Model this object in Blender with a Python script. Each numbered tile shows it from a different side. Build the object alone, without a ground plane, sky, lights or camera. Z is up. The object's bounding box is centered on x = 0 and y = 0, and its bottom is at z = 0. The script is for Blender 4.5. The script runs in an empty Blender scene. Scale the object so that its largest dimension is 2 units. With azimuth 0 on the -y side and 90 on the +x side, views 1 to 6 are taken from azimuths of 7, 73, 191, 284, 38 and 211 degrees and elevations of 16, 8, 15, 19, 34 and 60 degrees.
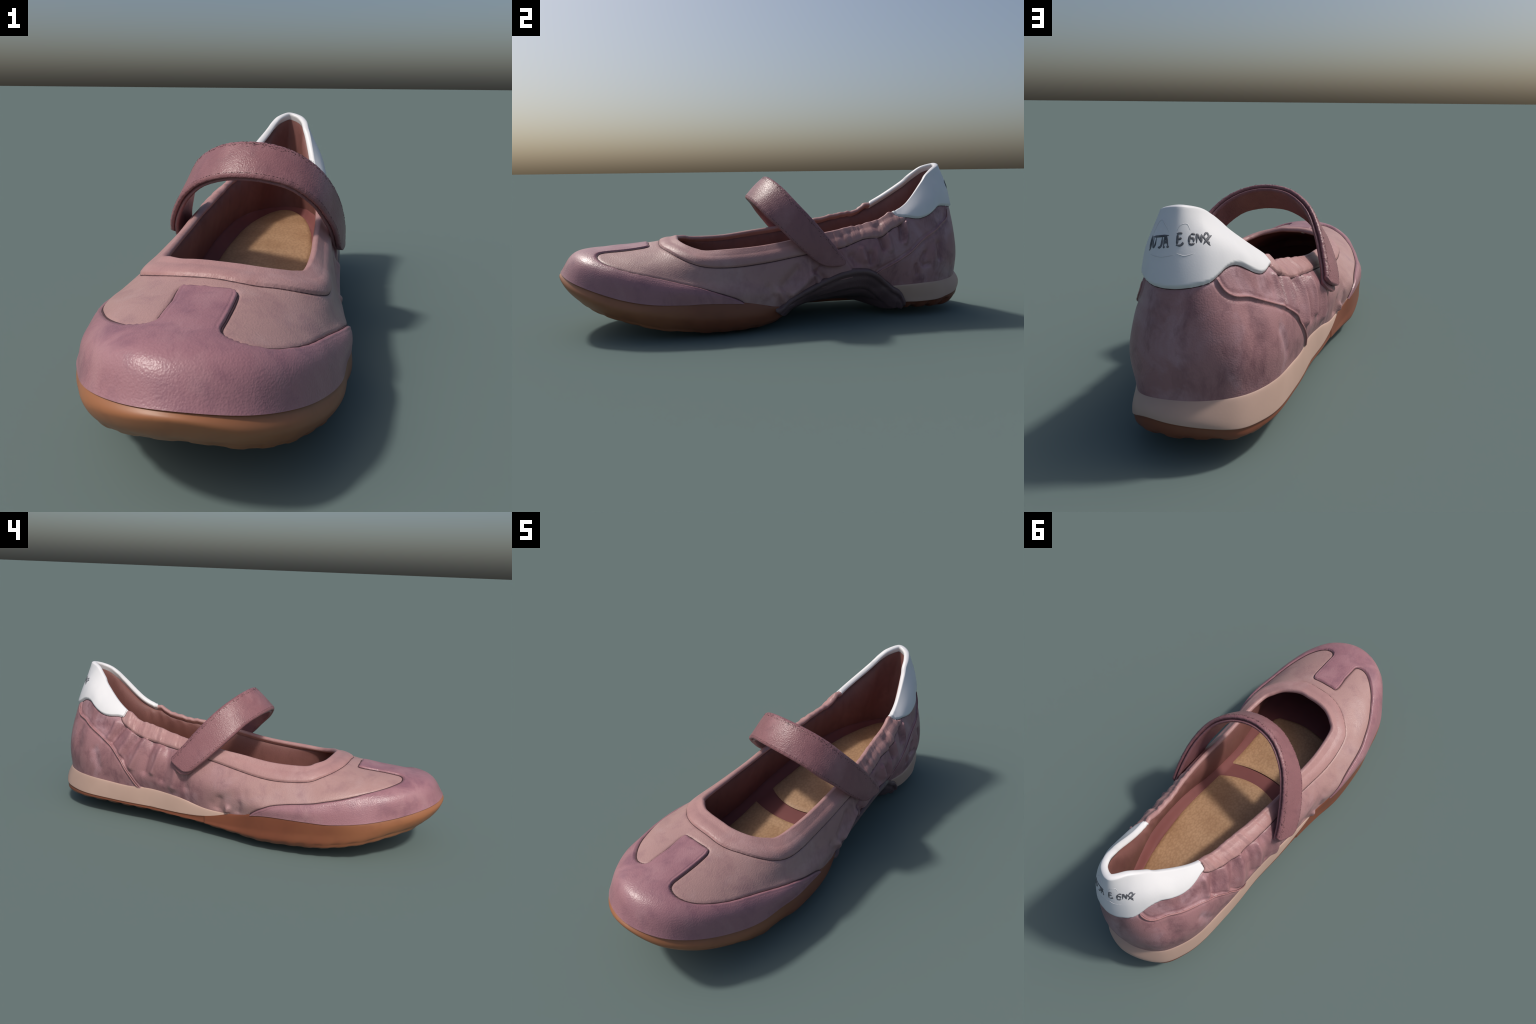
"""Mary-jane style leather shoe: a lofted upper cut into sewn panels, rolled rim,
lining, padded footbed, layered strap, rubber cup sole with cream wedge and arch saddle."""
import bpy, math
import numpy as np

rng = np.random.default_rng(11)

# ----------------------------------------------------------------------------
# LAST (the body of the upper).  Every station is a vertical half plane that
# leaves a pivot on the shoe's axis at a given heading (0 = toe, 90 = +x side,
# 180 = heel).  In that plane the profile of the upper runs from the feather
# line above the sole (first value) to the rim of the opening (last value):
# distances from the pivot, then heights.
# ----------------------------------------------------------------------------
STATIONS = [
    ((0.020, -0.30),    0, (0.686, 0.623, 0.496, 0.383, 0.271, 0.163), (0.269, 0.347, 0.365, 0.374, 0.388, 0.410)),
    ((0.020, -0.30),   10, (0.654, 0.598, 0.480, 0.374, 0.268, 0.170), (0.247, 0.328, 0.352, 0.367, 0.384, 0.409)),
    ((0.020, -0.30),   20, (0.588, 0.548, 0.449, 0.355, 0.262, 0.176), (0.215, 0.297, 0.331, 0.354, 0.377, 0.405)),
    ((0.020, -0.30),   31, (0.505, 0.483, 0.408, 0.331, 0.255, 0.183), (0.180, 0.261, 0.306, 0.338, 0.371, 0.398)),
    ((0.020, -0.30),   44, (0.436, 0.417, 0.365, 0.312, 0.255, 0.193), (0.161, 0.231, 0.279, 0.321, 0.361, 0.389)),
    ((0.020, -0.30),   59, (0.372, 0.374, 0.334, 0.301, 0.259, 0.199), (0.156, 0.214, 0.257, 0.306, 0.349, 0.377)),
    ((0.020, -0.30),   75, (0.345, 0.341, 0.310, 0.286, 0.256, 0.207), (0.156, 0.201, 0.245, 0.295, 0.341, 0.370)),
    ((0.026, -0.20),   90, (0.316, 0.314, 0.291, 0.273, 0.250, 0.214), (0.138, 0.186, 0.236, 0.289, 0.339, 0.377)),
    ((0.036, -0.05),   90, (0.275, 0.294, 0.281, 0.268, 0.246, 0.209), (0.106, 0.170, 0.230, 0.289, 0.346, 0.392)),
    ((0.046, 0.10),   90, (0.200, 0.257, 0.273, 0.262, 0.240, 0.204), (0.118, 0.166, 0.232, 0.298, 0.360, 0.418)),
    ((0.056, 0.25),   90, (0.178, 0.238, 0.265, 0.253, 0.229, 0.190), (0.132, 0.179, 0.247, 0.315, 0.380, 0.441)),
    ((0.066, 0.40),   90, (0.170, 0.225, 0.253, 0.240, 0.214, 0.162), (0.142, 0.202, 0.272, 0.340, 0.406, 0.464)),
    ((0.074, 0.53),   90, (0.198, 0.221, 0.234, 0.221, 0.195, 0.148), (0.152, 0.225, 0.298, 0.371, 0.441, 0.503)),
    ((0.080, 0.63),   90, (0.216, 0.221, 0.215, 0.200, 0.176, 0.128), (0.159, 0.244, 0.328, 0.412, 0.493, 0.548)),
    ((0.085, 0.70),  105, (0.209, 0.224, 0.210, 0.185, 0.162, 0.101), (0.162, 0.261, 0.359, 0.455, 0.551, 0.650)),
    ((0.085, 0.70),  125, (0.215, 0.235, 0.219, 0.184, 0.161, 0.105), (0.163, 0.272, 0.381, 0.485, 0.591, 0.688)),
    ((0.085, 0.70),  143, (0.240, 0.252, 0.237, 0.206, 0.179, 0.126), (0.171, 0.284, 0.397, 0.506, 0.616, 0.718)),
    ((0.085, 0.70),  161, (0.260, 0.266, 0.252, 0.229, 0.200, 0.152), (0.186, 0.299, 0.411, 0.522, 0.632, 0.738)),
    ((0.085, 0.70),  180, (0.270, 0.274, 0.259, 0.236, 0.201, 0.162), (0.196, 0.309, 0.422, 0.533, 0.641, 0.748)),
    ((0.085, 0.70), -161, (0.276, 0.281, 0.262, 0.229, 0.186, 0.118), (0.198, 0.313, 0.426, 0.535, 0.640, 0.733)),
    ((0.085, 0.70), -143, (0.280, 0.284, 0.259, 0.214, 0.171, 0.100), (0.197, 0.310, 0.420, 0.523, 0.627, 0.708)),
    ((0.085, 0.70), -125, (0.272, 0.275, 0.249, 0.203, 0.163, 0.092), (0.193, 0.303, 0.409, 0.506, 0.606, 0.682)),
    ((0.085, 0.70), -105, (0.270, 0.276, 0.255, 0.208, 0.171, 0.100), (0.193, 0.293, 0.392, 0.481, 0.569, 0.651)),
    ((0.080, 0.63),  -90, (0.281, 0.287, 0.272, 0.231, 0.196, 0.150), (0.185, 0.277, 0.366, 0.444, 0.516, 0.573)),
    ((0.074, 0.53),  -90, (0.287, 0.297, 0.289, 0.259, 0.220, 0.174), (0.182, 0.261, 0.338, 0.409, 0.470, 0.518)),
    ((0.066, 0.40),  -90, (0.288, 0.306, 0.302, 0.283, 0.240, 0.192), (0.185, 0.248, 0.318, 0.385, 0.440, 0.489)),
    ((0.056, 0.25),  -90, (0.302, 0.316, 0.314, 0.297, 0.255, 0.208), (0.172, 0.231, 0.297, 0.359, 0.411, 0.456)),
    ((0.046, 0.10),  -90, (0.311, 0.324, 0.326, 0.304, 0.262, 0.220), (0.142, 0.213, 0.274, 0.330, 0.383, 0.431)),
    ((0.036, -0.05),  -90, (0.327, 0.338, 0.334, 0.306, 0.262, 0.218), (0.143, 0.209, 0.259, 0.310, 0.362, 0.414)),
    ((0.026, -0.20),  -90, (0.361, 0.364, 0.342, 0.305, 0.260, 0.217), (0.180, 0.220, 0.260, 0.306, 0.353, 0.396)),
    ((0.020, -0.30),  -75, (0.387, 0.384, 0.352, 0.306, 0.258, 0.209), (0.187, 0.234, 0.276, 0.316, 0.356, 0.393)),
    ((0.020, -0.30),  -59, (0.425, 0.411, 0.376, 0.317, 0.258, 0.199), (0.186, 0.250, 0.300, 0.334, 0.368, 0.403)),
    ((0.020, -0.30),  -44, (0.496, 0.463, 0.410, 0.336, 0.261, 0.187), (0.203, 0.275, 0.325, 0.352, 0.379, 0.407)),
    ((0.020, -0.30),  -31, (0.562, 0.535, 0.446, 0.356, 0.266, 0.174), (0.225, 0.306, 0.346, 0.367, 0.386, 0.411)),
    ((0.020, -0.30),  -20, (0.638, 0.590, 0.477, 0.374, 0.271, 0.166), (0.254, 0.334, 0.361, 0.375, 0.389, 0.412)),
    ((0.020, -0.30),  -10, (0.678, 0.621, 0.495, 0.384, 0.273, 0.162), (0.267, 0.349, 0.367, 0.375, 0.390, 0.411)),
]
# sole side wall per station: (lip dr, z), (lower edge dr, z), (tread edge dr, z), dr is
# measured from the feather line
SOLE = [
    (0.011, 0.250, -0.024, 0.194, -0.110, 0.142),
    (0.015, 0.215, -0.030, 0.160, -0.100, 0.113),
    (0.021, 0.180, -0.028, 0.120, -0.080, 0.088),
    (0.022, 0.143, -0.020, 0.090, -0.060, 0.062),
    (0.014, 0.120, -0.020, 0.060, -0.050, 0.038),
    (0.010, 0.100, -0.022, 0.045, -0.050, 0.024),
    (0.010, 0.090, -0.022, 0.032, -0.060, 0.012),
    (0.010, 0.080, -0.018, 0.030, -0.060, 0.010),
    (-0.006, 0.080, -0.030, 0.045, -0.080, 0.022),
    (-0.045, 0.096, -0.097, 0.088, -0.150, 0.065),
    (-0.050, 0.108, -0.102, 0.098, -0.150, 0.084),
    (-0.045, 0.112, -0.092, 0.098, -0.140, 0.076),
    (-0.020, 0.096, -0.038, 0.070, -0.066, 0.038),
    (-0.006, 0.098, -0.014, 0.064, -0.051, 0.032),
    (0.006, 0.100, 0.000, 0.064, -0.038, 0.030),
    (0.016, 0.110, 0.010, 0.065, -0.031, 0.028),
    (0.022, 0.122, 0.014, 0.066, -0.033, 0.027),
    (0.026, 0.142, 0.010, 0.077, -0.055, 0.040),
    (0.032, 0.145, 0.010, 0.084, -0.052, 0.044),
    (0.031, 0.136, 0.006, 0.079, -0.054, 0.049),
    (0.028, 0.122, 0.022, 0.076, -0.050, 0.051),
    (0.022, 0.115, 0.016, 0.075, -0.046, 0.051),
    (0.015, 0.110, 0.009, 0.078, -0.056, 0.050),
    (0.012, 0.107, 0.006, 0.080, -0.060, 0.047),
    (0.011, 0.105, 0.005, 0.078, -0.064, 0.045),
    (0.011, 0.102, 0.005, 0.075, -0.067, 0.044),
    (0.010, 0.096, 0.004, 0.070, -0.068, 0.041),
    (0.010, 0.088, 0.004, 0.064, -0.060, 0.036),
    (0.009, 0.092, 0.008, 0.058, -0.055, 0.030),
    (0.005, 0.112, 0.002, 0.060, -0.050, 0.030),
    (0.001, 0.127, -0.003, 0.075, -0.044, 0.042),
    (0.001, 0.136, -0.004, 0.086, -0.038, 0.054),
    (0.009, 0.162, 0.000, 0.116, -0.040, 0.081),
    (0.010, 0.190, -0.010, 0.146, -0.055, 0.104),
    (0.011, 0.220, -0.018, 0.171, -0.078, 0.126),
    (0.012, 0.243, -0.020, 0.191, -0.100, 0.140),
]
K = len(STATIONS)
PIV = np.array([s[0] for s in STATIONS])
ANG = np.radians([s[1] for s in STATIONS])
DIR = np.stack([np.sin(ANG), -np.cos(ANG)], 1)
UR = np.array([s[2] for s in STATIONS])
UZ = np.array([s[3] for s in STATIONS])


def lift(r, z):
    """station (r, z) pairs -> control points in space, shape (K, rows, 3)"""
    xy = PIV[:, None, :] + r[:, :, None] * DIR[:, None, :]
    return np.concatenate([xy, z[:, :, None]], 2)


UPPER = lift(UR, UZ)
so = np.array(SOLE)
SOLE_R = np.stack([UR[:, 0] - .010, UR[:, 0] + .004, UR[:, 0] + so[:, 0], UR[:, 0] + so[:, 2],
                   UR[:, 0] + so[:, 4], (UR[:, 0] + so[:, 4]) * .55, UR[:, 0] * 0], 1)
FRONT = np.abs(((np.arange(K) + 18) % 36) - 18) <= 6
axis_z = np.interp(PIV[:, 1], [-.3, -.2, -.05, .1, .3, .5, .7], [.004, .004, .02, .045, .052, .045, .036])
mid_z = so[:, 5] * .55 + axis_z * .45 - np.where(FRONT, .012, .004)
SOLE_Z = np.stack([UZ[:, 0] + .004, UZ[:, 0] - .001, so[:, 1], so[:, 3], so[:, 5],
                   np.maximum(mid_z, .004), axis_z], 1)
SOLEC = lift(SOLE_R, SOLE_Z)


def cr_weights(x, n, closed):
    """Catmull-Rom weights: indices (m,4) and weights (m,4); x in control-point units"""
    x = np.asarray(x, float)
    if closed:
        k = np.floor(x).astype(int)
    else:
        x = np.clip(x, 0, n - 1)
        k = np.minimum(np.floor(x).astype(int), n - 2)
    f = x - k
    w = np.stack([(-f + 2 * f**2 - f**3) / 2, (2 - 5 * f**2 + 3 * f**3) / 2,
                  (f + 4 * f**2 - 3 * f**3) / 2, (-f**2 + f**3) / 2], -1)
    i = k[..., None] + np.arange(-1, 3)
    return (i % n if closed else i), w


def loft(C, a, x):
    """point of a lofted surface; a in station units (periodic), x in row units"""
    a, x = np.broadcast_arrays(np.asarray(a, float), np.asarray(x, float))
    R = C.shape[1]
    # ghost rows so that the spline runs straight out of both ends
    G = np.concatenate([2 * C[:, :1] - C[:, 1:2], C, 2 * C[:, -1:] - C[:, -2:-1]], 1)
    ia, wa = cr_weights(a, K, True)
    ix, wx = cr_weights(x, R, False)
    out = np.zeros(a.shape + (3,))
    for p in range(4):
        for q in range(4):
            out += (wa[..., p] * wx[..., q])[..., None] * G[ia[..., p], ix[..., q] + 1]
    return out


def unit(v):
    return v / (np.linalg.norm(v, axis=-1, keepdims=True) + 1e-12)


def smooth(x):
    x = np.clip(x, 0, 1)
    return x * x * (3 - 2 * x)


ROLL = .010          # radius of the rolled rim
LEN = np.linalg.norm(np.diff(UPPER, axis=1), axis=2).sum(1)


def body(a, h):
    """outer skin of the upper; h 0..1 feather line to rim, 1..1.3 rolls over to the inside"""
    a, h = np.broadcast_arrays(np.asarray(a, float), np.asarray(h, float))
    L = np.interp(a % K, np.arange(K + 1), np.r_[LEN, LEN[0]])
    lim = 1 - .9 * ROLL / L
    hh = np.minimum(h, 1) * lim
    X = loft(UPPER, a, hh * 5)
    # elastic behind the strap: the rim swells beside the heel tab, dips, and is slightly uneven
    af = a % 36
    el = smooth((np.abs((a + 18) % 36 - 18) - 9.9) / .5) * smooth((12.75 - np.abs((a + 18) % 36 - 18)) / .5)
    puck = (.009 * np.exp(-((af - 12.02) / .2)**2) - .005 * np.exp(-((af - 11.55) / .16)**2) + .007 * np.exp(-((af - 23.75) / .22)**2)
            - .006 * np.exp(-((af - 24.25) / .2)**2) + .004 * np.exp(-((af - 10.4) / .2)**2) + .0014 * np.sin(a * 17 + 2 * np.sin(a * 4.1)))
    X[..., 2] += el * smooth((h - .6) / .4) * puck
    top = h > 1
    if top.any():
        at, ht, lt = a[top], h[top], lim[top]
        e = .01
        t = unit(loft(UPPER, at, lt * 5) - loft(UPPER, at, lt * 5 - e * 5))
        s = unit(loft(UPPER, at + .03, lt * 5) - loft(UPPER, at - .03, lt * 5))
        n = unit(np.cross(s, t))
        th = np.clip((ht - 1) / .2, 0, 1) * math.pi
        dn = np.clip((ht - 1.2) / .1, 0, 1)[..., None] * .022
        X[top] = X[top] + ROLL * (np.sin(th)[:, None] * t + (np.cos(th) - 1)[:, None] * n) - dn * t
    return X


def body_normal(a, h):
    e = .012
    s = body(a + .02, h) - body(a - .02, h)
    h0 = np.maximum(h - e, 0)
    t = body(a, h0 + 2 * e) - body(a, h0)
    return unit(np.cross(s, t))


def sole(a, v):
    """sole skin; v 0 feather line, 1 lip, 2 lower edge, 3 tread edge, 5 axis"""
    return loft(SOLEC, a, v + 1)


def sole_normal(a, v):
    s = sole(a + .02, v) - sole(a - .02, v)
    t = sole(a, v - .03) - sole(a, v + .03)
    return unit(np.cross(s, t))


def spline(pts, n):
    """smooth open curve through the given points"""
    P = np.array(pts, float)
    G = np.concatenate([2 * P[:1] - P[1:2], P, 2 * P[-1:] - P[-2:-1]])
    i, w = cr_weights(np.linspace(0, len(P) - 1, n), len(P), False)
    return (w[..., None] * G[i + 1]).sum(1)


def polyline(pts, per=12):
    P = np.array(pts, float)
    out = [P[0]]
    for p, q in zip(P[:-1], P[1:]):
        for k in range(1, per + 1):
            out.append(p + (q - p) * k / per)
    return np.array(out)


def curve_distance(X, line, reach):
    """distance of points X to a 3D polyline, exact within reach"""
    d = np.full(len(X), 9.0)
    coarse = line[::max(1, len(line) // 60)]
    for k in range(0, len(X), 40000):
        blk = X[k:k + 40000]
        dd = ((blk[:, None] - coarse[None])**2).sum(2).min(1)
        d[k:k + 40000] = np.sqrt(dd)
    step = np.linalg.norm(np.diff(coarse, axis=0), axis=1).max()
    idx = np.where(d < reach + step)[0]
    A, B = line[:-1], line[1:]
    AB = B - A
    L2 = (AB**2).sum(1) + 1e-12
    for k in range(0, len(idx), 8000):
        j = idx[k:k + 8000]
        t = np.clip(((X[j][:, None] - A[None]) * AB[None]).sum(2) / L2, 0, 1)
        q = A[None] + t[..., None] * AB[None]
        d[j] = np.sqrt(((X[j][:, None] - q)**2).sum(2).min(1))
    return d


def inside(px, py, poly):
    c = np.zeros(len(px), bool)
    x0, y0 = poly[-1]
    for x1, y1 in poly:
        if y0 != y1:
            m = (y0 > py) != (y1 > py)
            c ^= m & (px < (x1 - x0) * (py - y0) / (y1 - y0) + x0)
        x0, y0 = x1, y1
    return c


# ----------------------------------------------------------------------------
# mesh and material helpers
# ----------------------------------------------------------------------------
def grid_faces(na, nb, wrap=False):
    f = []
    for i in range(na if wrap else na - 1):
        i2 = (i + 1) % na
        for j in range(nb - 1):
            f.append((i * nb + j, i2 * nb + j, i2 * nb + j + 1, i * nb + j + 1))
    return f


def add_mesh(name, verts, faces, mat, parent, normals=None):
    me = bpy.data.meshes.new(name)
    me.from_pydata(np.asarray(verts, float).tolist(), [], [tuple(map(int, f)) for f in faces])
    me.materials.append(mat)
    me.polygons.foreach_set('use_smooth', [True] * len(me.polygons))
    me.update()
    if normals is not None:
        me.normals_split_custom_set_from_vertices(normals.tolist())
    ob = bpy.data.objects.new(name, me)
    bpy.context.scene.collection.objects.link(ob)
    ob.parent = parent
    return ob


def vertex_normals(V, T):
    n = np.zeros_like(V)
    fn = np.cross(V[T[:, 1]] - V[T[:, 0]], V[T[:, 2]] - V[T[:, 0]])
    for k in range(3):
        np.add.at(n, T[:, k], fn)
    return unit(n)


def tube(line, normal, radius, flat=.6, sides=7, taper=True):
    """flattened cord along a 3D line, lying on the skin whose normals are given"""
    n = len(line)
    t = unit(np.gradient(line, axis=0))
    b = unit(np.cross(normal, t))
    V = []
    for i in range(n):
        k = 1.0
        if taper:
            k = min(1.0, .25 + min(i, n - 1 - i) / 4)
        for s in range(sides):
            w = 2 * math.pi * s / sides
            V.append(line[i] + k * radius * (math.cos(w) * b[i] + flat * math.sin(w) * normal[i]))
    F = []
    for i in range(n - 1):
        for s in range(sides):
            s2 = (s + 1) % sides
            F.append((i * sides + s, i * sides + s2, (i + 1) * sides + s2, (i + 1) * sides + s))
    F.append(tuple(range(sides))[::-1])
    F.append(tuple((n - 1) * sides + s for s in range(sides)))
    return V, F


def join(parts):
    V, F = [], []
    for v, f in parts:
        o = len(V)
        V.extend(list(v))
        F.extend([tuple(i + o for i in g) for g in f])
    return V, F


def srgb(r, g, b):
    def c(u):
        u /= 255
        return u / 12.92 if u <= .04045 else ((u + .055) / 1.055)**2.4
    return (c(r), c(g), c(b), 1)


class Mat:
    """small helper around a node tree"""

    def __init__(self, name):
        self.m = bpy.data.materials.new(name)
        self.m.use_nodes = True
        self.t = self.m.node_tree
        self.t.nodes.clear()
        self.out = self.n('ShaderNodeOutputMaterial')
        self.b = self.n('ShaderNodeBsdfPrincipled')
        self.t.links.new(self.b.outputs[0], self.out.inputs[0])
        self.co = self.n('ShaderNodeTexCoord').outputs['Object']

    def n(self, kind, **kw):
        nd = self.t.nodes.new(kind)
        for k, v in kw.items():
            setattr(nd, k, v)
        return nd

    def l(self, a, b):
        self.t.links.new(a, b)

    def mapped(self, scale=(1, 1, 1), rot=(0, 0, 0)):
        mp = self.n('ShaderNodeMapping')
        mp.inputs['Scale'].default_value = scale
        mp.inputs['Rotation'].default_value = rot
        self.l(self.co, mp.inputs['Vector'])
        return mp.outputs[0]

    def noise(self, scale, detail=3, rough=.55, vec=None, dist=0):
        nd = self.n('ShaderNodeTexNoise')
        nd.inputs['Scale'].default_value = scale
        nd.inputs['Detail'].default_value = detail
        nd.inputs['Roughness'].default_value = rough
        nd.inputs['Distortion'].default_value = dist
        self.l(vec if vec is not None else self.co, nd.inputs['Vector'])
        return nd.outputs['Fac']

    def voronoi(self, scale, feature='F1', vec=None):
        nd = self.n('ShaderNodeTexVoronoi', feature=feature)
        nd.inputs['Scale'].default_value = scale
        self.l(vec if vec is not None else self.co, nd.inputs['Vector'])
        return nd.outputs['Distance']

    def ramp(self, fac, stops):
        nd = self.n('ShaderNodeValToRGB')
        el = nd.color_ramp.elements
        while len(el) < len(stops):
            el.new(.5)
        for e, (p, c) in zip(el, stops):
            e.position = p
            e.color = c if len(c) == 4 else (*c, 1)
        self.l(fac, nd.inputs[0])
        return nd.outputs[0]

    def grey(self, fac, lo, hi):
        return self.ramp(fac, [(lo, (0, 0, 0, 1)), (hi, (1, 1, 1, 1))])

    def mix(self, fac, a, b, blend='MIX'):
        nd = self.n('ShaderNodeMix', data_type='RGBA', blend_type=blend)
        if isinstance(fac, (int, float)):
            nd.inputs[0].default_value = fac
        else:
            self.l(fac, nd.inputs[0])
        for s, v in ((6, a), (7, b)):
            if isinstance(v, tuple):
                nd.inputs[s].default_value = v
            else:
                self.l(v, nd.inputs[s])
        return nd.outputs[2]

    def math(self, op, a, b):
        nd = self.n('ShaderNodeMath', operation=op)
        for s, v in ((0, a), (1, b)):
            if isinstance(v, (int, float)):
                nd.inputs[s].default_value = v
            else:
                self.l(v, nd.inputs[s])
        return nd.outputs[0]

    def bump(self, height, strength, dist):
        nd = self.n('ShaderNodeBump')
        nd.inputs['Strength'].default_value = strength
        nd.inputs['Distance'].default_value = dist
        self.l(height, nd.inputs['Height'])
        self.l(nd.outputs[0], self.b.inputs['Normal'])

    def color(self, c):
        if isinstance(c, tuple):
            self.b.inputs['Base Color'].default_value = c
        else:
            self.l(c, self.b.inputs['Base Color'])

    def rough(self, r):
        if isinstance(r, (int, float)):
            self.b.inputs['Roughness'].default_value = r
        else:
            self.l(r, self.b.inputs['Roughness'])


def leather(name, base, pale, deep, deep_amount=.6, rough=.46, grain=1.0, patch=5.0, spec=.4, rear=None):
    """dyed leather: cloudy dye, fine pebble grain, slightly uneven gloss; rear = second dye
    (base, pale, deep) that takes over towards the back of the shoe"""
    m = Mat(name)
    cloud = m.grey(m.noise(patch, 4, .6, dist=.6), .50, .70)
    cloud2 = m.grey(m.noise(patch * 2.7, 4, .65, vec=m.mapped((1, 1, .55), (.3, .2, .6)), dist=.4), .48, .72)

    def dye(b, p, d, amount):
        c = m.mix(m.math('MULTIPLY', cloud, .75), b, p)
        return m.mix(m.math('MULTIPLY', cloud2, amount), c, d)

    c = dye(base, pale, deep, deep_amount)
    if rear:
        sep = m.n('ShaderNodeSeparateXYZ')
        m.l(m.co, sep.inputs[0])
        y = m.math('ADD', sep.outputs['Y'], m.math('MULTIPLY', m.noise(6, 3), .5))
        c = m.mix(m.grey(m.math('ADD', m.math('MULTIPLY', y, .5), .5), .52, .74), c, dye(*rear, .85))
    fine = m.noise(240, 2, .5)
    c = m.mix(m.math('MULTIPLY', m.grey(fine, .35, .75), .12), c, deep)
    m.color(c)
    peb = m.voronoi(230, 'SMOOTH_F1', m.mapped((1, .8, 1)))
    h = m.math('ADD', m.math('MULTIPLY', peb, .8), m.math('MULTIPLY', m.noise(150, 3), .7))
    m.bump(h, .30 * grain, .0026)
    m.rough(m.math('ADD', m.math('MULTIPLY', m.noise(30, 3), .16), rough - .08))
    m.b.inputs['Specular IOR Level'].default_value = spec
    return m.m


# ----------------------------------------------------------------------------
# MATERIALS
# ----------------------------------------------------------------------------
M_TOE = leather('toe_leather', srgb(161, 115, 122), srgb(175, 133, 137), srgb(126, 86, 100), .6, .38, spec=.5)
M_UPPER = leather('upper_leather', srgb(176, 139, 134), srgb(184, 152, 149), srgb(144, 106, 112), .5, .42,
                  rear=(srgb(158, 116, 119), srgb(178, 146, 154), srgb(116, 79, 87)))
M_BIND = leather('binding_leather', srgb(175, 134, 131), srgb(186, 150, 148), srgb(148, 106, 108), .4, .45)
M_STRAP = leather('strap_leather', srgb(142, 98, 102), srgb(160, 118, 121), srgb(112, 76, 84), .5, .38, 1.5)
M_ARCH = leather('arch_leather', srgb(100, 78, 80), srgb(114, 92, 95), srgb(80, 61, 63), .4, .35)
M_LINING = leather('lining_leather', srgb(124, 82, 77), srgb(136, 92, 86), srgb(98, 62, 59), .4, .6, .6)  # base tone darkened somewhat for the occlusion shade inside the shoe
M_WHITE = leather('white_leather', srgb(228, 227, 228), srgb(232, 231, 232), srgb(216, 216, 220), .2, .4, .15)


def plain(name, a, b, rough, scale=8, bump=.12, bscale=120, spec=.4):
    m = Mat(name)
    m.color(m.mix(m.grey(m.noise(scale, 4), .35, .7), a, b))
    m.bump(m.noise(bscale, 3), bump, .003)
    m.rough(rough)
    m.b.inputs['Specular IOR Level'].default_value = spec
    return m.m


def rubber():
    """gum rubber: amber at the toe, redder and deeper further back"""
    m = Mat('gum_rubber')
    sep = m.n('ShaderNodeSeparateXYZ')
    m.l(m.co, sep.inputs[0])
    y = m.math('ADD', sep.outputs['Y'], m.math('MULTIPLY', m.noise(3.2, 3), .6))
    c = m.mix(m.grey(m.math('ADD', m.math('MULTIPLY', y, .5), .5), .22, .48), srgb(158, 103, 69), srgb(128, 73, 51))
    c = m.mix(m.math('MULTIPLY', m.grey(m.noise(14, 4), .5, .75), .25), c, srgb(106, 58, 42))
    m.color(c)
    m.bump(m.noise(60, 3), .08, .003)
    m.rough(.45)
    return m.m


M_GUM = rubber()
M_CREAM = plain('cream_foam', srgb(195, 164, 149), srgb(188, 157, 142), .55, 5, .06)
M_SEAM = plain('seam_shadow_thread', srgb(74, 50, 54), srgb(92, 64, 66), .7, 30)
M_PIPE = leather('piping_leather', srgb(170, 122, 122), srgb(182, 140, 140), srgb(134, 92, 96), .4, .42)
M_INSOLE = plain('insole_fabric', srgb(122, 72, 70), srgb(112, 64, 63), .75, 6, .1)
M_INK = plain('embossed_ink', srgb(78, 80, 86), srgb(112, 114, 120), .5, 60)
M_GHOST = plain('embossed_ghost', srgb(212, 212, 215), srgb(220, 220, 222), .5, 40)


def pad_leather():
    m = Mat('tan_pad_leather')
    c = m.mix(m.grey(m.noise(7, 4), .4, .7), srgb(178, 142, 108), srgb(162, 125, 92))
    v = m.voronoi(95, 'F1', m.mapped((1, .8, 1)))
    c = m.mix(m.math('MULTIPLY', m.grey(v, .35, .75), .35), c, srgb(134, 98, 70))
    m.color(c)
    m.bump(v, .25, .004)
    m.rough(.6)
    return m.m


M_PAD = pad_leather()

# ----------------------------------------------------------------------------
# SHOE ROOT
# ----------------------------------------------------------------------------
root = bpy.data.objects.new('mary_jane_shoe', None)
bpy.context.scene.collection.objects.link(root)
root['label'] = 'mauve leather mary jane shoe, white heel tab, gum sole'
root['category'] = 'shoe'

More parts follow.
